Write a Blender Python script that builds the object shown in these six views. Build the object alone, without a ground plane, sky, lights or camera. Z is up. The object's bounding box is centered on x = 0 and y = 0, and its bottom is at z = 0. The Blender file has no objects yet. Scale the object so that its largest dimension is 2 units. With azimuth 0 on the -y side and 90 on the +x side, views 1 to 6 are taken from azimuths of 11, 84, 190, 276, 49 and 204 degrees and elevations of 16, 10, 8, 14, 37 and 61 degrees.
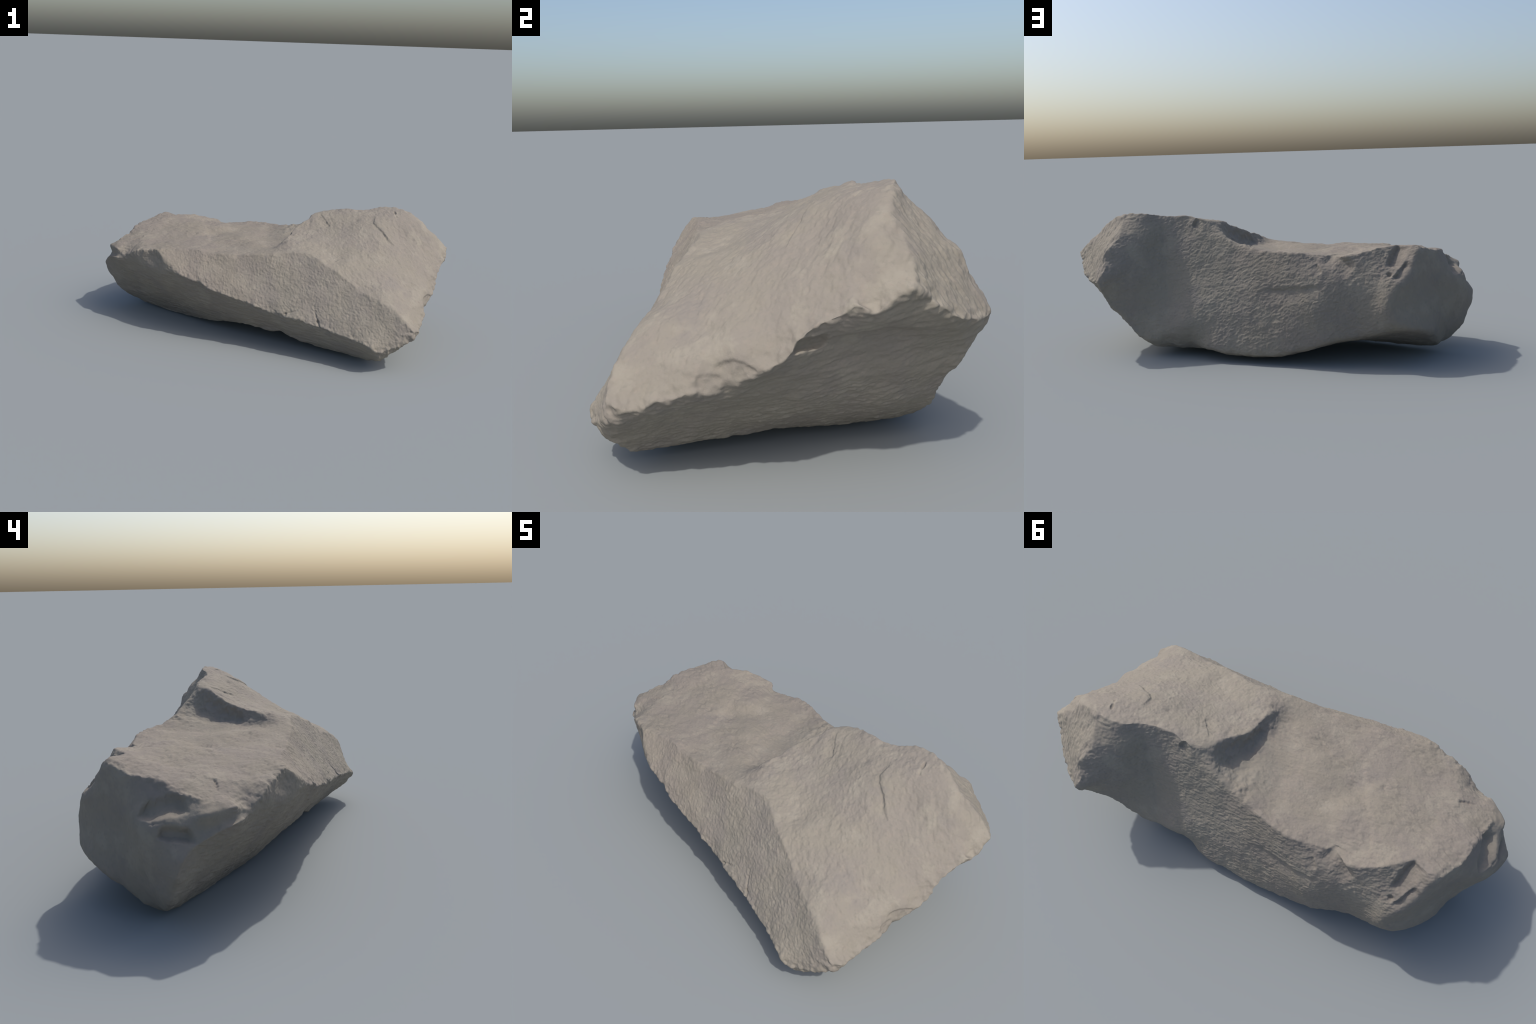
# A weathered block of sandstone: a long broken slab lying on three points of its belly.
# Built the way the stone broke: named break edges (3D control polylines) are traced first,
# a facet surface is stretched over each closed loop of edges, the facets are welded into one
# closed body, its arrises are worn, and grain, chips, spalls and cracks are carved into it.
import math
import bpy
import numpy as np
from mathutils import Vector
from mathutils.geometry import delaunay_2d_cdt

SPACING = 0.0125          # mesh spacing of the facets before subdivision

# ---------------------------------------------------------------- corners of the block
CORNER = dict(
    shoulder=(-.577, -.245, .474), saddle=(.056, -.239, .506), peak=(.255, -.227, .521),
    nose=(.832, -.467, .234), chin=(.676, -.524, .122), toe=(.667, -.412, .028),
    prow=(.994, .200, .502), crown=(.722, .238, .702), heel=(.797, .455, .386),
    beam=(.728, .389, .207), foot=(.592, .373, .066), wing=(.893, -.196, .266),
    left_front=(-.815, -.150, .380), left_tip=(-.980, .020, .312), left_toe=(-.832, .147, .014),
    left_top=(-.757, .358, .539), left_back=(-.655, .485, .400), left_low=(-.682, .497, .178),
    chip_end=(-.487, -.318, .401), step_end=(.108, -.148, .553), step_top=(.262, .208, .664),
    step_back=(.050, .326, .538), hollow_top=(.530, .212, .689), hollow_low=(.493, .395, .128),
    belly_end=(.336, .380, .058), fold=(.328, .414, .152),
)

# ---------------------------------------------------------------- break edges between corners
EDGE = dict(
    plateau_front=("shoulder", "saddle", [(-.417, -.223, .484), (-.333, -.229, .487), (-.273, -.228, .476), (-.195, -.236, .480), (-.090, -.236, .483)]),
    ridge_start=("saddle", "peak", [(.142, -.230, .517), (.217, -.228, .523)]),
    slab_ridge=("peak", "nose", [(.300, -.250, .507), (.352, -.275, .484), (.419, -.306, .458), (.485, -.329, .424), (.552, -.362, .385), (.626, -.390, .366), (.705, -.420, .336), (.745, -.435, .313), (.791, -.457, .275)]),
    chip_side=("shoulder", "chip_end", [(-.534, -.282, .445)]),
    front_lower=("chip_end", "chin", [(-.427, -.329, .371), (-.338, -.337, .346), (-.305, -.342, .347), (-.250, -.362, .318), (-.158, -.370, .295), (-.052, -.378, .269), (.012, -.390, .258), (.096, -.394, .231), (.140, -.407, .241), (.173, -.413, .223), (.240, -.430, .225), (.332, -.447, .203), (.367, -.454, .204), (.447, -.471, .186), (.533, -.494, .170), (.605, -.519, .157), (.645, -.528, .140)]),
    nose_front=("nose", "chin", [(.800, -.480, .205), (.750, -.498, .155)]),
    nose_side=("nose", "toe", [(.843, -.464, .212), (.828, -.462, .186), (.777, -.464, .138), (.731, -.472, .110), (.703, -.450, .066)]),
    chin_under=("chin", "toe", [(.681, -.510, .103), (.677, -.490, .080), (.668, -.448, .045)]),
    slab_lip=("nose", "wing", [(.863, -.439, .230), (.861, -.411, .221), (.863, -.383, .217), (.875, -.365, .240), (.878, -.324, .243), (.890, -.291, .258), (.893, -.252, .266), (.890, -.222, .261)]),
    slab_lip_high=("wing", "prow", [(.902, -.177, .279), (.919, -.142, .302), (.926, -.112, .315), (.938, -.071, .340), (.945, -.050, .365), (.947, -.034, .388), (.948, -.014, .408), (.960, .019, .429), (.971, .056, .448), (.986, .081, .468), (.987, .105, .460), (.984, .124, .448), (.992, .154, .477)]),
    lower_ledge=("wing", "beam", [(.874, -.155, .258), (.856, -.107, .258), (.832, -.021, .243), (.823, .034, .242), (.810, .113, .241), (.800, .170, .238), (.794, .227, .237), (.784, .300, .243)]),
    toe_line=("toe", "foot", [(.666, -.349, .038), (.659, -.312, .038), (.660, -.262, .047), (.652, -.167, .053), (.636, -.072, .052), (.610, .033, .042), (.587, .099, .031), (.567, .198, .026), (.565, .296, .034)]),
    heel_down=("heel", "beam", [(.790, .448, .356), (.784, .423, .319), (.772, .406, .271), (.760, .398, .250)]),
    beam_down=("beam", "foot", [(.681, .371, .151), (.640, .367, .103)]),
    crown_edge=("crown", "prow", [(.765, .222, .690), (.815, .204, .662), (.858, .195, .632), (.880, .215, .597), (.925, .214, .565), (.962, .214, .530)]),
    prow_under=("prow", "heel", [(.972, .232, .484), (.956, .270, .455), (.932, .321, .420), (.912, .347, .405), (.835, .430, .384)]),
    heel_up=("crown", "heel", [(.721, .262, .674), (.725, .294, .637), (.722, .324, .615), (.721, .350, .589), (.742, .364, .567), (.753, .385, .552), (.772, .391, .534), (.781, .401, .503), (.773, .421, .468), (.765, .437, .450), (.786, .451, .416)]),
    top_back_high=("crown", "hollow_top", [(.662, .250, .705), (.601, .248, .700), (.560, .222, .693)]),
    top_back_low=("hollow_top", "step_top", [(.487, .202, .684), (.400, .206, .684), (.345, .226, .673), (.291, .226, .668)]),
    hollow=("hollow_top", "hollow_low", [(.528, .240, .620), (.520, .256, .543), (.503, .286, .430), (.492, .317, .321), (.491, .366, .210)]),
    hollow_foot=("foot", "hollow_low", [(.540, .385, .090)]),
    fold_foot=("hollow_low", "fold", [(.420, .410, .138)]),
    fold_down=("fold", "belly_end", [(.338, .398, .105)]),
    step_side=("step_top", "step_back", [(.246, .240, .628), (.211, .264, .600), (.168, .281, .571), (.093, .311, .547)]),
    step_crest=("step_top", "step_end", [(.246, .178, .659), (.224, .148, .645), (.196, .102, .617), (.152, .052, .594), (.130, -.030, .571), (.113, -.100, .557)]),
    step_floor=("step_back", "step_end", [(.055, .230, .526), (.075, .130, .516), (.088, .043, .508), (.076, -.040, .505), (.078, -.110, .508)]),
    step_fade=("step_end", "saddle", [(.075, -.190, .520)]),
    plateau_back=("step_back", "left_top", [(-.020, .351, .522), (-.117, .384, .519), (-.205, .393, .512), (-.315, .382, .502), (-.378, .414, .500), (-.440, .414, .514), (-.478, .406, .519), (-.553, .379, .536), (-.637, .328, .541), (-.703, .361, .548)]),
    left_rim=("left_top", "left_front", [(-.781, .307, .525), (-.814, .262, .507), (-.833, .207, .505), (-.837, .174, .502), (-.849, .125, .487), (-.865, .095, .463), (-.884, .018, .450), (-.889, -.012, .438), (-.880, -.055, .435), (-.869, -.105, .417)]),
    chip_rim=("left_front", "shoulder", [(-.786, -.166, .404), (-.737, -.199, .432), (-.701, -.203, .450), (-.666, -.222, .457), (-.632, -.225, .457), (-.602, -.234, .466)]),
    chip_floor=("left_front", "chip_end", [(-.745, -.186, .383), (-.690, -.211, .376), (-.640, -.234, .364), (-.578, -.264, .354), (-.530, -.290, .368)]),
    left_fore=("left_front", "left_tip", [(-.858, -.136, .373), (-.896, -.104, .364), (-.928, -.060, .350), (-.958, -.020, .332)]),
    left_edge=("left_tip", "left_toe", [(-1.003, .046, .279), (-1.005, .063, .234), (-.998, .070, .203), (-.980, .086, .164), (-.965, .103, .118), (-.943, .115, .089), (-.912, .131, .054), (-.874, .141, .030)]),
    left_crest=("left_top", "left_back", [(-.722, .400, .489), (-.698, .436, .446), (-.672, .470, .416)]),
    left_curve=("left_back", "left_low", [(-.598, .526, .308), (-.610, .526, .250), (-.646, .515, .205)]),
    left_foot=("left_low", "left_toe", [(-.728, .463, .166), (-.760, .422, .148), (-.797, .364, .122), (-.812, .318, .097), (-.824, .270, .068), (-.836, .233, .046), (-.838, .190, .025)]),
    belly_front=("left_toe", "toe", [(-.766, .123, .002), (-.624, .060, .003), (-.487, .000, .009), (-.354, -.085, .028), (-.257, -.135, .042), (-.163, -.185, .068), (-.061, -.242, .087), (.020, -.256, .080), (.079, -.268, .074), (.135, -.285, .087), (.200, -.300, .070), (.245, -.305, .053), (.289, -.309, .047), (.359, -.316, .028), (.444, -.350, .033), (.533, -.372, .027), (.600, -.395, .026)]),
    belly_back=("left_low", "belly_end", [(-.600, .503, .167), (-.542, .500, .154), (-.500, .488, .141), (-.421, .487, .127), (-.383, .490, .120), (-.304, .510, .104), (-.239, .502, .081), (-.170, .498, .066), (-.142, .490, .057), (-.097, .491, .049), (-.042, .485, .043), (.045, .476, .040), (.137, .458, .040), (.207, .455, .052), (.284, .430, .057)]),
)

# ---------------------------------------------------------------- facets: loops of edges ("-" runs an edge backwards), points the face bulges through
FACET = dict(
    plateau=(["plateau_front", "-step_fade", "-step_floor", "plateau_back", "left_rim", "chip_rim"],
             [(-.736, -.023, .475), (-.650, .150, .503), (-.363, .075, .500), (-.130, .218, .505), (-.476, .191, .524), (-.418, .054, .503), (-.210, -.110, .488), (-.050, -.105, .510), (-.315, .210, .517), (-.715, -.105, .463), (-.025, .125, .494), (-.245, .175, .497), (-.100, -.030, .507), (-.150, .030, .514), (-.200, .090, .510), (-.020, .230, .505), (-.440, -.110, .483), (-.640, -.080, .470)]),
    step=(["step_crest", "-step_floor", "-step_side"], [(.205, .190, .568), (.150, .200, .533), (.165, .100, .550), (.125, .100, .510), (.120, .000, .516)]),
    slab=(["step_fade", "ridge_start", "slab_ridge", "slab_lip", "slab_lip_high", "-crown_edge", "top_back_high", "top_back_low", "step_crest"],
          [(.795, .053, .564), (.591, .046, .640), (.676, -.022, .567), (.696, .155, .680), (.484, .099, .647), (.328, .085, .619), (.210, .000, .574), (.360, -.030, .567), (.915, .165, .579), (.850, .130, .610), (.790, -.245, .372), (.735, .051, .585), (.901, -.168, .340), (.880, -.249, .301), (.851, -.111, .411), (.858, -.055, .450), (.460, -.226, .492), (.535, -.187, .496), (.320, .125, .643), (.699, -.363, .378), (.402, -.181, .500)]),
    front=(["-ridge_start", "-plateau_front", "chip_side", "front_lower", "-nose_front", "-slab_ridge"], []),
    chip=(["chip_rim", "chip_side", "-chip_floor"], [(-.652, -.222, .400), (-.580, -.255, .400)]),
    under_front=(["chip_floor", "front_lower", "chin_under", "-belly_front", "-left_edge", "-left_fore"], [(-.560, -.242, .310), (-.812, -.092, .288), (-.884, .084, .094)]),
    left_end=(["left_rim", "left_fore", "left_edge", "-left_foot", "-left_curve", "-left_crest"], [(-.905, .215, .378), (-.818, .284, .398), (-.815, .292, .300), (-.934, .173, .376), (-.947, .115, .388), (-.931, .035, .398), (-.893, -.080, .398), (-.929, -.030, .368), (-.892, .070, .430)]),
    back=(["top_back_low", "step_side", "plateau_back", "left_crest", "left_curve", "belly_back", "-fold_down", "-fold_foot", "-hollow"],
          [(-.440, .442, .449), (-.278, .440, .449), (-.604, .428, .455), (-.624, .477, .404), (-.285, .502, .255), (-.280, .485, .340), (.020, .392, .374), (-.070, .424, .328), (.315, .318, .405), (.177, .366, .342), (.314, .366, .296), (.460, .225, .620), (-.540, .498, .300), (-.500, .478, .340)]),
    hollow_side=(["top_back_high", "hollow", "-hollow_foot", "-beam_down", "-heel_down", "-heel_up"], [(.590, .290, .600), (.563, .350, .244)]),
    crown_side=(["crown_edge", "prow_under", "-heel_up"], []),
    under_slab=(["slab_lip_high", "prow_under", "heel_down", "-lower_ledge"], [(.870, .150, .352), (.881, .030, .324), (.832, .306, .327)]),
    under_right=(["nose_side", "toe_line", "-beam_down", "-lower_ledge", "-slab_lip"], [(.758, -.310, .152), (.755, .000, .158), (.728, .230, .146)]),
    nose_chip=(["nose_front", "chin_under", "-nose_side"], []),
    belly=(["belly_front", "toe_line", "hollow_foot", "fold_foot", "fold_down", "-belly_back", "left_foot"],
           [(.545, .350, .046), (.430, .360, .056), (.350, .365, .056), (.540, .250, .036), (.420, .250, .034), (.285, .380, .060), (.285, .330, .048), (.280, .240, .028), (.200, .380, .030), (.140, .320, .006), (.020, .320, .000), (-.100, .330, .008), (.200, .100, .040), (-.300, .200, .050)]),
)


def curve(points, spacing):
    """Even samples along a Catmull-Rom curve through the points."""
    p = np.array(points, float)
    ext = np.vstack([2 * p[0] - p[1], p, 2 * p[-1] - p[-2]])
    fine = []
    for a, b, c, d in zip(ext[:-3], ext[1:-2], ext[2:-1], ext[3:]):
        t = np.linspace(0, 1, 24, endpoint=False)[:, None]
        cr = .5 * (2 * b + (c - a) * t + (2 * a - 5 * b + 4 * c - d) * t**2 + (3 * b - a - 3 * c + d) * t**3)
        fine.append(.55 * cr + .45 * (b + (c - b) * t))
    fine = np.vstack(fine + [p[-1:]])
    s = np.r_[0, np.cumsum(np.linalg.norm(np.diff(fine, axis=0), axis=1))]
    n = max(2, int(round(s[-1] / spacing)) + 1)
    at = np.linspace(0, s[-1], n)
    return np.stack([np.interp(at, s, fine[:, k]) for k in range(3)], 1)


SAMPLED = {k: curve([CORNER[a], *mid, CORNER[b]], SPACING) for k, (a, b, mid) in EDGE.items()}


def loop_of(names):
    """Chain the edges of a facet head to tail, whichever way round each has to run."""
    ends = lambda e: (SAMPLED[e][0], SAMPLED[e][-1])
    near = lambda p, q: np.linalg.norm(p - q) < 1e-6
    names = [n.lstrip("-") for n in names]
    chain = None
    left = list(names)
    chain = SAMPLED[left.pop(0)]
    while left:
        for e in left:
            a, b = ends(e)
            if near(chain[-1], a):
                chain = np.vstack([chain, SAMPLED[e][1:]])
                break
            if near(chain[-1], b):
                chain = np.vstack([chain, SAMPLED[e][::-1][1:]])
                break
        else:
            raise ValueError(f"open loop at {left}")
        left.remove(e)
    assert near(chain[0], chain[-1]), names
    return chain[:-1]


def stretch(names, through):
    """Fill a loop of edges with an even mesh whose height over the facet's mean plane
    is a smooth surface through the rim and the given inner points."""
    rim = loop_of(names)
    mid = rim.mean(0)
    normal = np.zeros(3)
    for p, q in zip(rim, np.roll(rim, -1, 0)):
        normal += np.cross(p - mid, q - mid)
    normal /= np.linalg.norm(normal)
    u = np.cross(normal, (0, 0, 1) if abs(normal[2]) < .9 else (1, 0, 0))
    u /= np.linalg.norm(u)
    frame = np.stack([u, np.cross(normal, u), normal])
    flat = (rim - mid) @ frame.T
    # radial basis surface
    knots = flat[::3]
    if through:
        knots = np.vstack([knots, (np.array(through) - mid) @ frame.T])
    k = len(knots)
    r = np.linalg.norm(knots[:, None, :2] - knots[None, :, :2], axis=2)
    A = np.zeros((k + 3, k + 3))
    A[:k, :k] = -np.sqrt(r * r + .03**2)
    A[:k, k:] = np.c_[np.ones(k), knots[:, :2]]
    A[k:, :k] = A[:k, k:].T
    w = np.linalg.solve(A + np.diag([1e-9] * (k + 3)), np.r_[knots[:, 2], 0, 0, 0])
    # even inner points, kept a little away from the rim
    lo, hi = flat[:, :2].min(0), flat[:, :2].max(0)
    rows = np.arange(lo[1], hi[1], SPACING * .866)
    grid = np.array([(x + (i % 2) * SPACING / 2, y) for i, y in enumerate(rows) for x in np.arange(lo[0], hi[0], SPACING)])
    grid += np.random.default_rng(len(rim)).normal(0, SPACING * .08, grid.shape)
    a, b = flat[:, :2], np.roll(flat[:, :2], -1, 0)
    inside = np.zeros(len(grid), bool)
    away = np.full(len(grid), 9.)
    for p, q in zip(a, b):
        cross = (p[1] > grid[:, 1]) != (q[1] > grid[:, 1])
        with np.errstate(divide="ignore", invalid="ignore"):
            at = (q[0] - p[0]) * (grid[:, 1] - p[1]) / (q[1] - p[1]) + p[0]
        inside ^= cross & (grid[:, 0] < at)
        away = np.minimum(away, np.hypot(*(grid - p).T))
    grid = grid[inside & (away > SPACING * .62)]
    height = -np.sqrt(((grid[:, None] - knots[None, :, :2])**2).sum(2) + .03**2) @ w[:k] + np.c_[np.ones(len(grid)), grid] @ w[k:]
    n = len(flat)
    pts2 = np.vstack([flat[:, :2], grid])
    loops = [(i, (i + 1) % n) for i in range(n)]
    v, _, tris, orig, _, _ = delaunay_2d_cdt([Vector(p) for p in pts2], loops, [list(range(n))], 1, 1e-7)
    pts3 = np.vstack([rim, np.c_[grid, height] @ frame + mid])
    assert len(v) == len(pts2), ("edges of a facet cross", names, len(v), len(pts2))
    index = [o[0] for o in orig]
    return pts3, np.array([[index[i] for i in t] for t in tris]), n


verts, faces, facet_of, base = [], [], [], 0
for i, (name, (names, through)) in enumerate(FACET.items()):
    p, t, n = stretch(names, through)
    verts.append(p)
    faces.append(t + base)
    facet_of += [i] * len(t)
    base += len(p)
verts, faces, facet_of = np.vstack(verts), np.vstack(faces), np.array(facet_of)
# weld the rims
_, first, inverse = np.unique(np.round(verts * 1e5).astype(np.int64), axis=0, return_index=True, return_inverse=True)
verts, faces = verts[first], inverse.reshape(-1)[faces]

# ---------------------------------------------------------------- one closed body
mesh = bpy.data.meshes.new("sandstone_block")
mesh.from_pydata([tuple(p) for p in verts], [], [tuple(int(i) for i in t) for t in faces])
mesh.update()
import bmesh
bm = bmesh.new()
bm.from_mesh(mesh)
bmesh.ops.recalc_face_normals(bm, faces=bm.faces[:])
if bm.calc_volume(signed=True) < 0:
    bmesh.ops.reverse_faces(bm, faces=bm.faces[:])
bm.to_mesh(mesh)
bm.free()
rock = bpy.data.objects.new("sandstone_block", mesh)
bpy.context.scene.collection.objects.link(rock)


def read_mesh(me):
    co = np.empty(len(me.vertices) * 3)
    me.vertices.foreach_get("co", co)
    ed = np.empty(len(me.edges) * 2, np.int32)
    me.edges.foreach_get("vertices", ed)
    return co.reshape(-1, 3), ed.reshape(-1, 2)


def write_mesh(me, co):
    me.vertices.foreach_set("co", co.ravel())
    me.update()


def normals_of(me):
    n = np.empty(len(me.vertices) * 3, np.float32)
    me.vertices.foreach_get("normal", n)
    return n.reshape(-1, 3).astype(float)


def average(values, ed, degree):
    out = np.empty_like(values)
    for k in range(values.shape[1]):
        out[:, k] = np.bincount(ed[:, 0], values[ed[:, 1], k], len(values)) + np.bincount(ed[:, 1], values[ed[:, 0], k], len(values))
    return out / degree[:, None]


# facet weights per vertex, blurred a little over the arrises later
tri = np.empty(len(mesh.polygons) * 3, np.int32)
mesh.polygons.foreach_get("vertices", tri)
weight = np.zeros((len(mesh.vertices), len(FACET)))
np.add.at(weight, (tri.reshape(-1, 3), np.repeat(facet_of[:, None], 3, 1)), 1)

weight /= weight.sum(1, keepdims=True)


def subdivide(co, tris, weight):
    """Split every triangle flat into four, carrying the facet weights along."""
    pair = np.sort(np.vstack([tris[:, [0, 1]], tris[:, [1, 2]], tris[:, [2, 0]]]), 1)
    edge, which = np.unique(pair, axis=0, return_inverse=True)
    a, b, c = which.reshape(3, -1) + len(co)
    v0, v1, v2 = tris.T
    out = np.vstack([np.c_[v0, a, c], np.c_[v1, b, a], np.c_[v2, c, b], np.c_[a, b, c]])
    return np.vstack([co, co[edge].mean(1)]), out, np.vstack([weight, weight[edge].mean(1)])


def rebuild(co, tris):
    mesh.clear_geometry()
    mesh.vertices.add(len(co))
    mesh.vertices.foreach_set("co", co.ravel())
    mesh.loops.add(tris.size)
    mesh.loops.foreach_set("vertex_index", tris.ravel().astype(np.int32))
    mesh.polygons.add(len(tris))
    mesh.polygons.foreach_set("loop_start", np.arange(0, tris.size, 3, dtype=np.int32))
    mesh.update(calc_edges=True)
    return read_mesh(mesh)


co, _ = read_mesh(mesh)
co, tris, weight = subdivide(co, tri.reshape(-1, 3), weight)
co, ed = rebuild(co, tris)
degree = np.bincount(ed.ravel(), minlength=len(co)).astype(float)
for _ in range(3):
    weight = .5 * weight + .5 * average(weight, ed, degree)

# wear the arrises: even smoothing, the soft ones more
def near_line(points, lines, radius):
    d = np.full(len(points), 9.)
    for line in lines:
        for p in line[::2]:
            d = np.minimum(d, ((points - p)**2).sum(1))
    return np.exp(-d / radius**2)


SOFT = ["step_floor", "step_fade", "chip_floor", "fold_foot", "belly_back", "hollow_foot", "left_curve", "left_crest", "step_side", "lower_ledge", "fold_down", "left_foot"]
soft = np.maximum(near_line(co, [SAMPLED[e] for e in SOFT], .045), near_line(co, [np.array([CORNER["left_toe"]]), SAMPLED["left_edge"][-16:], SAMPLED["belly_front"][:14]], .060))[:, None]
co_start = co.copy()
for step in range(45):
    w = (.5, -.52)[step % 2] if step < 8 else .5 * soft
    co = co + w * (average(co, ed, degree) - co)
co, tris, weight = subdivide(co, tris, weight)
co, ed = rebuild(co, tris)
degree = np.bincount(ed.ravel(), minlength=len(co)).astype(float)
for step in range(4):
    co = co + (.5, -.52)[step % 2] * (average(co, ed, degree) - co)
write_mesh(mesh, co)
W = dict(zip(FACET, weight.T))

# ---------------------------------------------------------------- gradient noise
def noise(p, seed=0):
    i = np.floor(p).astype(np.int64)
    f = p - i
    u = f * f * f * (f * (f * 6 - 15) + 10)
    total = 0
    for dx in (0, 1):
        for dy in (0, 1):
            for dz in (0, 1):
                h = (i[:, 0] + dx) * 374761393 + (i[:, 1] + dy) * 668265263 + (i[:, 2] + dz) * 2147483647 + seed * 97531
                h = (h ^ (h >> 13)) * 1274126177 & 0xFFFFFFFF
                h ^= h >> 16
                g = [((h >> s) & 1023) / 511.5 - 1 for s in (0, 10, 20)]
                d = g[0] * (f[:, 0] - dx) + g[1] * (f[:, 1] - dy) + g[2] * (f[:, 2] - dz)
                total = total + d * (u[:, 0] if dx else 1 - u[:, 0]) * (u[:, 1] if dy else 1 - u[:, 1]) * (u[:, 2] if dz else 1 - u[:, 2])
    return total


def fractal(p, octaves, seed=0, gain=.5):
    return sum(noise(p * 2.03**k, seed + k) * gain**k for k in range(octaves))


# ---------------------------------------------------------------- carving tools
smooth = lambda x: np.clip(x, 0, 1)**2 * (3 - 2 * np.clip(x, 0, 1))


def along(path, reach):
    """Vertices within reach of a polyline: index, offset from it, 0-1 place along it, distance."""
    path = np.array(path, float)
    lo, hi = path.min(0) - reach, path.max(0) + reach
    idx = np.nonzero(((co > lo) & (co < hi)).all(1))[0]
    p = co[idx]
    length = np.r_[0, np.cumsum(np.linalg.norm(np.diff(path, axis=0), axis=1))]
    best, off, place = np.full(len(p), 9.), np.zeros_like(p), np.zeros(len(p))
    for k, (a, b) in enumerate(zip(path[:-1], path[1:])):
        t = np.clip((p - a) @ (b - a) / ((b - a) @ (b - a)), 0, 1)
        o = p - a - t[:, None] * (b - a)
        d = np.linalg.norm(o, axis=1)
        m = d < best
        best[m], off[m], place[m] = d[m], o[m], ((length[k] + t * (length[k + 1] - length[k])) / length[-1])[m]
    keep = best < reach
    return idx[keep], off[keep], place[keep], best[keep]


def wobble(idx, size, amount, seed):
    return amount * noise(co[idx] / size, seed)[:, None]


def crack(path, depth, width, seed=1):
    """A fine split with ragged sides."""
    idx, off, t, d = along(path, width * 4)
    d = np.maximum(d + wobble(idx, .012, .9 * width, seed)[:, 0], 0)
    taper = smooth(t / .25) * smooth((1 - t) / .25) * np.clip(.75 + 1.1 * noise(co[idx] / .022, seed + 9), .1, 1.3)
    co[idx] -= nor[idx] * (depth * taper * np.exp(-(d / width)**2))[:, None]


def gouge(path, depth, gentle, steep_width, gentle_width, into, seed=2):
    """A broken notch: floor along the path, one steep wall, one side running out gently."""
    idx, off, t, d = along(path, max(steep_width, gentle_width) * 1.6 + .02)
    gentle = np.array(gentle, float) / np.linalg.norm(gentle)
    side = off @ gentle + wobble(idx, .03, .006, seed)[:, 0]
    shape = np.where(side > 0, 1 - np.clip(side / gentle_width, 0, 1), 1 - smooth(-side / steep_width))
    past = np.sqrt(np.maximum(d * d - (off @ gentle)**2, 0))
    shape = shape * smooth(1.6 - past / .035)
    taper = smooth(t / .25 + .25) * smooth((1 - t) / .3 + .2)
    into = np.array(into, float) / np.linalg.norm(into)
    co[idx] += into * (depth * taper * shape)[:, None]


def ledge(path, depth, height, into, seed=3):
    """Cut back the rock above a line so that a shelf is left under a wall."""
    idx, off, t, d = along(path, height * 1.5)
    up = off[:, 2] + wobble(idx, .04, .006, seed)[:, 0]
    shape = smooth(up / .010) * (1 - smooth((up - .02) / (height - .02)))
    taper = smooth(t / .2) * smooth((1 - t) / .2)
    into = np.array(into, float) / np.linalg.norm(into)
    co[idx] += into * (depth * taper * shape)[:, None]


def scale_off(path, toward, depth, size, edge=.006, seed=4):
    """A thin flake gone from one side of a line: a crisp step fading out over `size`."""
    idx, off, t, d = along(path, size)
    toward = np.array(toward, float) / np.linalg.norm(toward)
    side = off @ toward + wobble(idx, .03, .004, seed)[:, 0]
    shape = smooth(side / edge + .5) * (1 - smooth(d / size))
    taper = smooth(t / .15) * smooth((1 - t) / .15)
    co[idx] -= nor[idx] * (depth * taper * shape)[:, None]


def dent(at, radius, depth):
    d2 = ((co - np.array(at))**2).sum(1)
    idx = np.nonzero(d2 < 9 * radius**2)[0]
    co[idx] -= nor[idx] * (depth * np.exp(-d2[idx] / radius**2))[:, None]


# ---------------------------------------------------------------- breaks, ledges and notches
nor = normals_of(mesh)
# two shelves broken into the blunt left end
ledge([(-.900, .225, .378), (-.922, .198, .380), (-.938, .160, .380), (-.947, .110, .392), (-.938, .060, .400), (-.926, .025, .402)], .032, .070, (1, .2, 0))
ledge([(-.955, .140, .332), (-.974, .080, .326), (-.983, .035, .318), (-.968, .004, .316)], .028, .055, (1, .3, 0), 5)
crack([(-.940, .170, .372), (-.945, .120, .380), (-.930, .080, .392)], .010, .005)
# wedges broken out of the back rim
gouge([(-.655, .325, .552), (-.632, .372, .512), (-.606, .432, .452)], .024, (-1, .2, .2), .028, .080, (.25, -.75, -.6))
gouge([(-.690, .400, .478), (-.655, .440, .440), (-.620, .480, .400)], .018, (-1, .1, -.3), .016, .055, (.2, -.8, -.5))
dent((-.602, .457, .425), .010, .014)
crack([(-.690, .392, .498), (-.668, .400, .490), (-.672, .420, .470)], .007, .005)
gouge([(-.318, .380, .508), (-.371, .415, .488), (-.442, .445, .445)], .026, (.75, .1, -.6), .034, .060, (0, -1, -.15))
gouge([(-.262, .428, .470), (-.276, .436, .450), (-.292, .446, .425)], .010, (.8, 0, -.5), .014, .040, (0, -1, -.1))
gouge([(-.020, .430, .335), (-.187, .455, .350), (-.310, .463, .368)], .010, (0, 0, -1), .025, .060, (0, -1, 0))
gouge([(.340, .217, .672), (.352, .225, .655), (.372, .240, .630)], .016, (-1, 0, 0), .012, .040, (0, -1, -.3))
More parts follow.
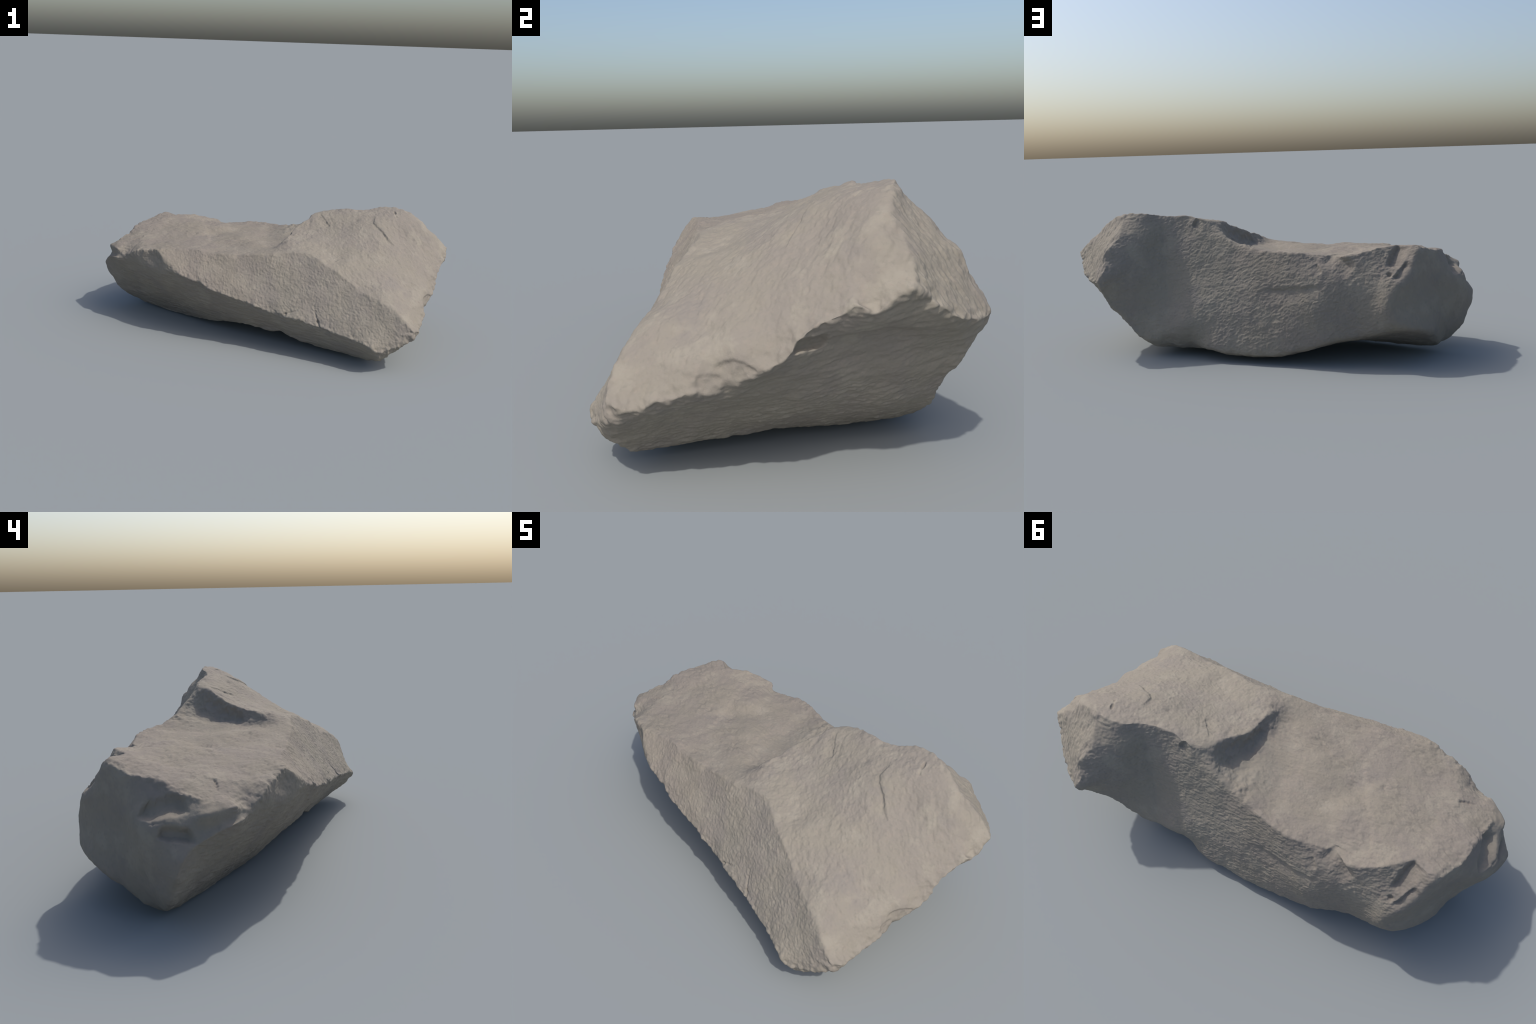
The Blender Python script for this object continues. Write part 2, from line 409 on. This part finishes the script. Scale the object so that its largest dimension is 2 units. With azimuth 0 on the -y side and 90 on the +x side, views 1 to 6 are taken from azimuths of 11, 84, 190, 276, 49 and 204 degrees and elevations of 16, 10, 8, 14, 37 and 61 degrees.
# flakes and splits on the big slab
scale_off([(.590, .130, .672), (.580, .100, .662), (.578, .065, .648), (.597, .040, .635), (.625, .023, .618), (.647, .008, .599), (.663, -.011, .579), (.686, -.021, .564), (.715, -.035, .545)], (-.8, -.6, 0), .007, .070)
crack([(.581, .090, .660), (.578, .065, .648), (.597, .040, .635), (.625, .023, .618), (.647, .008, .599), (.663, -.011, .579), (.700, -.028, .555)], .006, .006)
crack([(.278, .150, .640), (.300, .115, .624), (.318, .090, .612), (.338, .065, .600)], .007, .005)
scale_off([(.270, .165, .640), (.303, .112, .622), (.345, .055, .600)], (-.7, -.5, 0), .006, .050)
crack([(.682, .205, .696), (.692, .170, .686), (.705, .130, .666)], .008, .005)
dent((.799, .050, .573), .009, .008)
dent((.484, .099, .647), .010, .005)
scale_off([(.876, -.222, .312), (.882, -.203, .327), (.895, -.175, .337), (.907, -.150, .333), (.917, -.130, .318), (.920, -.120, .305)], (0, 0, -1), .006, .060, .006)
scale_off([(.876, -.262, .296), (.880, -.235, .301), (.884, -.200, .293)], (0, 0, -1), .004, .040, .006)
# splits in the lower front edge
crack([(.328, -.405, .280), (.345, -.430, .237), (.354, -.442, .219), (.368, -.458, .196)], .014, .006)
crack([(.160, -.406, .232), (.200, -.408, .246), (.240, -.405, .260)], .007, .005)
# steps and scars across the low flat top
scale_off([(-.320, -.070, .505), (-.340, .000, .503), (-.362, .055, .503), (-.389, .116, .507), (-.420, .183, .519), (-.464, .280, .523), (-.474, .380, .520)], (1, .2, 0), .005, .090, .022)
scale_off([(-.105, -.100, .525), (-.150, -.055, .523), (-.187, -.028, .520), (-.230, -.010, .513), (-.290, .010, .507)], (0, 1, 0), .005, .060)
crack([(-.735, -.020, .476), (-.760, -.026, .466), (-.800, -.035, .450)], .006, .006)
scale_off([(-.728, -.010, .478), (-.760, -.030, .466), (-.810, -.045, .445)], (0, 1, 0), .004, .045, .008)
dent((-.318, .096, .503), .030, .006)
dent((-.440, .045, .505), .012, .006)
dent((-.478, .230, .525), .016, .005)
gouge([(.925, .020, .372), (.900, .090, .385), (.880, .170, .392), (.850, .260, .380)], .010, (0, 0, -1), .012, .050, (-1, 0, .3), 12)
# the broken notch beneath the overhanging lip, with its small shelf
ledge([(.950, -.045, .350), (.932, -.018, .352), (.920, .015, .355), (.914, .040, .357)], .020, .040, (-1, -.15, 0), 8)
gouge([(.760, .395, .540), (.742, .376, .557), (.715, .352, .585)], .006, (.4, .2, -.9), .008, .025, (0, -.9, -.2))
write_mesh(mesh, co)

# ---------------------------------------------------------------- grain of the broken stone
nor = normals_of(mesh)


def bedding(idx, size, stretch, direction, octaves=2, seed=0, gain=.5):
    """Noise drawn out along a direction: the ripples of a split face."""
    d = np.array(direction, float) / np.linalg.norm(direction)
    p = co[idx]
    p = p + (1 / stretch - 1) * (p @ d)[:, None] * d
    warp = np.stack([noise(co[idx] / (size * 4), seed + 50 + k) for k in range(3)], 1)
    return fractal((p + warp * size * .55) / size, octaves, seed, gain)


height = .0002 + .0040 * fractal(co / .22, 2, 11) + .0045 * fractal(co / .075, 2, 12)
RELIEF = dict(      # facet: (ripple size, stretch, direction, height), (grain size, height)
    front=((.0115, 1.5, (.42, -.60, -.70)), .0030, (.0080, .0014)),
    back=((.0112, 1.9, (-1, .05, .34)), .0034, (.0075, .0014)),
    hollow_side=((.014, 2.0, (-1, .05, .30)), .0032, (.009, .0014)),
    under_right=((.014, 2.4, (.1, 1, .12)), .0046, (.009, .0016)),
    under_slab=((.022, 2.4, (.1, 1, .14)), .0055, (.009, .0014)),
    crown_side=((.016, 2.8, (.15, .55, -.8)), .0056, (.009, .0012)),
    slab=((.017, 1.7, (.55, -.45, -.65)), .0032, (.009, .0013)),
    plateau=((.016, 2.4, (1, -.25, 0)), .0040, (.008, .0012)),
    step=((.034, 1.4, (1, 0, -1)), .0085, (.009, .0018)),
    left_end=((.026, 2.0, (0, .3, 1)), .0024, (.010, .0008)),
    under_front=((.018, 3.0, (1, -.35, -.12)), .0040, (.009, .0010)),
    chip=((.022, 1.5, (1, 0, 0)), .0030, (.009, .0012)),
    nose_chip=((.028, 1.4, (0, 1, -1)), .0120, (.010, .0020)),
    belly=((.022, 2.0, (1, 0, 0)), .0040, (.010, .0014)),
)
for k, (name, (rip, amount, (size, fine))) in enumerate(RELIEF.items()):
    w = W[name]
    idx = np.nonzero(w > .02)[0]
    patchy = .9 + .9 * noise(co[idx] / .12, 300 + k)
    height[idx] += w[idx] * (amount * patchy * bedding(idx, rip[0], rip[1], rip[2], 2, 20 + 3 * k, .55)
                             + fine * fractal(co[idx] / size, 2, 90 + k))
# the broken arrises are ragged, the slab's lip most of all
for names, radius, amount, size in ((["slab_lip", "slab_lip_high", "prow_under"], .030, .010, .030), (["front_lower", "left_rim", "chip_rim"], .025, .008, .024), (["belly_front", "left_foot", "toe_line", "beam_down", "belly_back"], .040, .006, .060),
                                    (["nose_front", "nose_side"], .035, .010, .030), (["slab_ridge", "crown_edge", "heel_up", "plateau_front"], .025, .005, .035),
                                    (["plateau_back", "top_back_low", "top_back_high", "step_crest"], .030, .006, .035)):
    lines = [SAMPLED[e] for e in names]
    lo, hi = np.vstack(lines).min(0) - .08, np.vstack(lines).max(0) + .08
    idx = np.nonzero(((co > lo) & (co < hi)).all(1))[0]
    height[idx] += near_line(co[idx], lines, radius) * amount * fractal(co[idx] / size, 2, 140 + len(names))
co = co + nor * height[:, None]
co[:, 2] -= co[:, 2].min()
write_mesh(mesh, co)

mesh.polygons.foreach_set("use_smooth", [True] * len(mesh.polygons))

# ---------------------------------------------------------------- sandstone
mat = bpy.data.materials.new("sandstone")
mat.use_nodes = True
nt = mat.node_tree
bsdf = nt.nodes["Principled BSDF"]
coords = nt.nodes.new("ShaderNodeTexCoord").outputs["Object"]


def tex_noise(scale, detail=3, rough=.55, offset=0., stretch=(1, 1, 1)):
    m = nt.nodes.new("ShaderNodeMapping")
    m.inputs["Location"].default_value = (offset, offset * .7, -offset)
    m.inputs["Scale"].default_value = stretch
    nt.links.new(coords, m.inputs["Vector"])
    n = nt.nodes.new("ShaderNodeTexNoise")
    n.inputs["Scale"].default_value = scale
    n.inputs["Detail"].default_value = detail
    n.inputs["Roughness"].default_value = rough
    nt.links.new(m.outputs[0], n.inputs["Vector"])
    return n.outputs["Fac"]


def ramp(fac, lo, hi):
    r = nt.nodes.new("ShaderNodeMapRange")
    r.interpolation_type = "SMOOTHSTEP"
    r.inputs["From Min"].default_value = lo
    r.inputs["From Max"].default_value = hi
    nt.links.new(fac, r.inputs["Value"])
    return r.outputs["Result"]


def mix(fac, a, b, how="MIX", amount=1.):
    m = nt.nodes.new("ShaderNodeMix")
    m.data_type, m.blend_type = "RGBA", how
    if amount != 1.:
        k = nt.nodes.new("ShaderNodeMath")
        k.operation = "MULTIPLY"
        nt.links.new(fac, k.inputs[0])
        k.inputs[1].default_value = amount
        fac = k.outputs[0]
    nt.links.new(fac, m.inputs["Factor"])
    for socket, c in ((m.inputs["A"], a), (m.inputs["B"], b)):
        socket = [s for s in m.inputs if s.name == socket.name and s.type == "RGBA"][0]
        if isinstance(c, tuple):
            socket.default_value = (*c, 1)
        else:
            nt.links.new(c, socket)
    return [s for s in m.outputs if s.type == "RGBA"][0]


colour = mix(ramp(tex_noise(5, 4), .40, .62), (0.262, 0.237, 0.195), (0.253, 0.227, 0.195))      # olive grey and pinkish grey beds
colour = mix(ramp(tex_noise(9, 4, .6, 3.1), .50, .66), colour, (0.289, 0.262, 0.217))          # paler, sandier patches
colour = mix(ramp(tex_noise(6, 3, .6, 7.7), .58, .70), colour, (0.229, 0.208, 0.186), amount=.6)  # grey-violet bruises
colour = mix(ramp(tex_noise(42, 3, .6, 1.3), .52, .72), colour, (0.283, 0.246, 0.206), amount=.5)  # pink flecks
colour = mix(ramp(tex_noise(70, 3, .65, 5.2), .50, .75), colour, (0.216, 0.200, 0.169), amount=.5)  # grit
# the long low end is tinted a shade darker and browner than the high end
place = nt.nodes.new("ShaderNodeSeparateXYZ")
nt.links.new(coords, place.inputs[0])
shift = nt.nodes.new("ShaderNodeMath")
shift.operation = "MULTIPLY_ADD"
nt.links.new(tex_noise(3.5, 3, .6, 9.4), shift.inputs[0])
shift.inputs[1].default_value = 1.2
nt.links.new(place.outputs["X"], shift.inputs[2])
colour = mix(ramp(shift.outputs[0], .90, .45), colour, (.80, .76, .74), "MULTIPLY", .30)
nt.links.new(colour, bsdf.inputs["Base Color"])
bsdf.inputs["Roughness"].default_value = .92
bsdf.inputs["Specular IOR Level"].default_value = .15
bump = nt.nodes.new("ShaderNodeBump")
bump.inputs["Strength"].default_value = .35
bump.inputs["Distance"].default_value = .003
nt.links.new(tex_noise(130, 4, .6), bump.inputs["Height"])
nt.links.new(bump.outputs[0], bsdf.inputs["Normal"])
mesh.materials.append(mat)
rock["label"] = "long rough block of pale grey-brown broken sandstone"
rock["category"] = "rock"
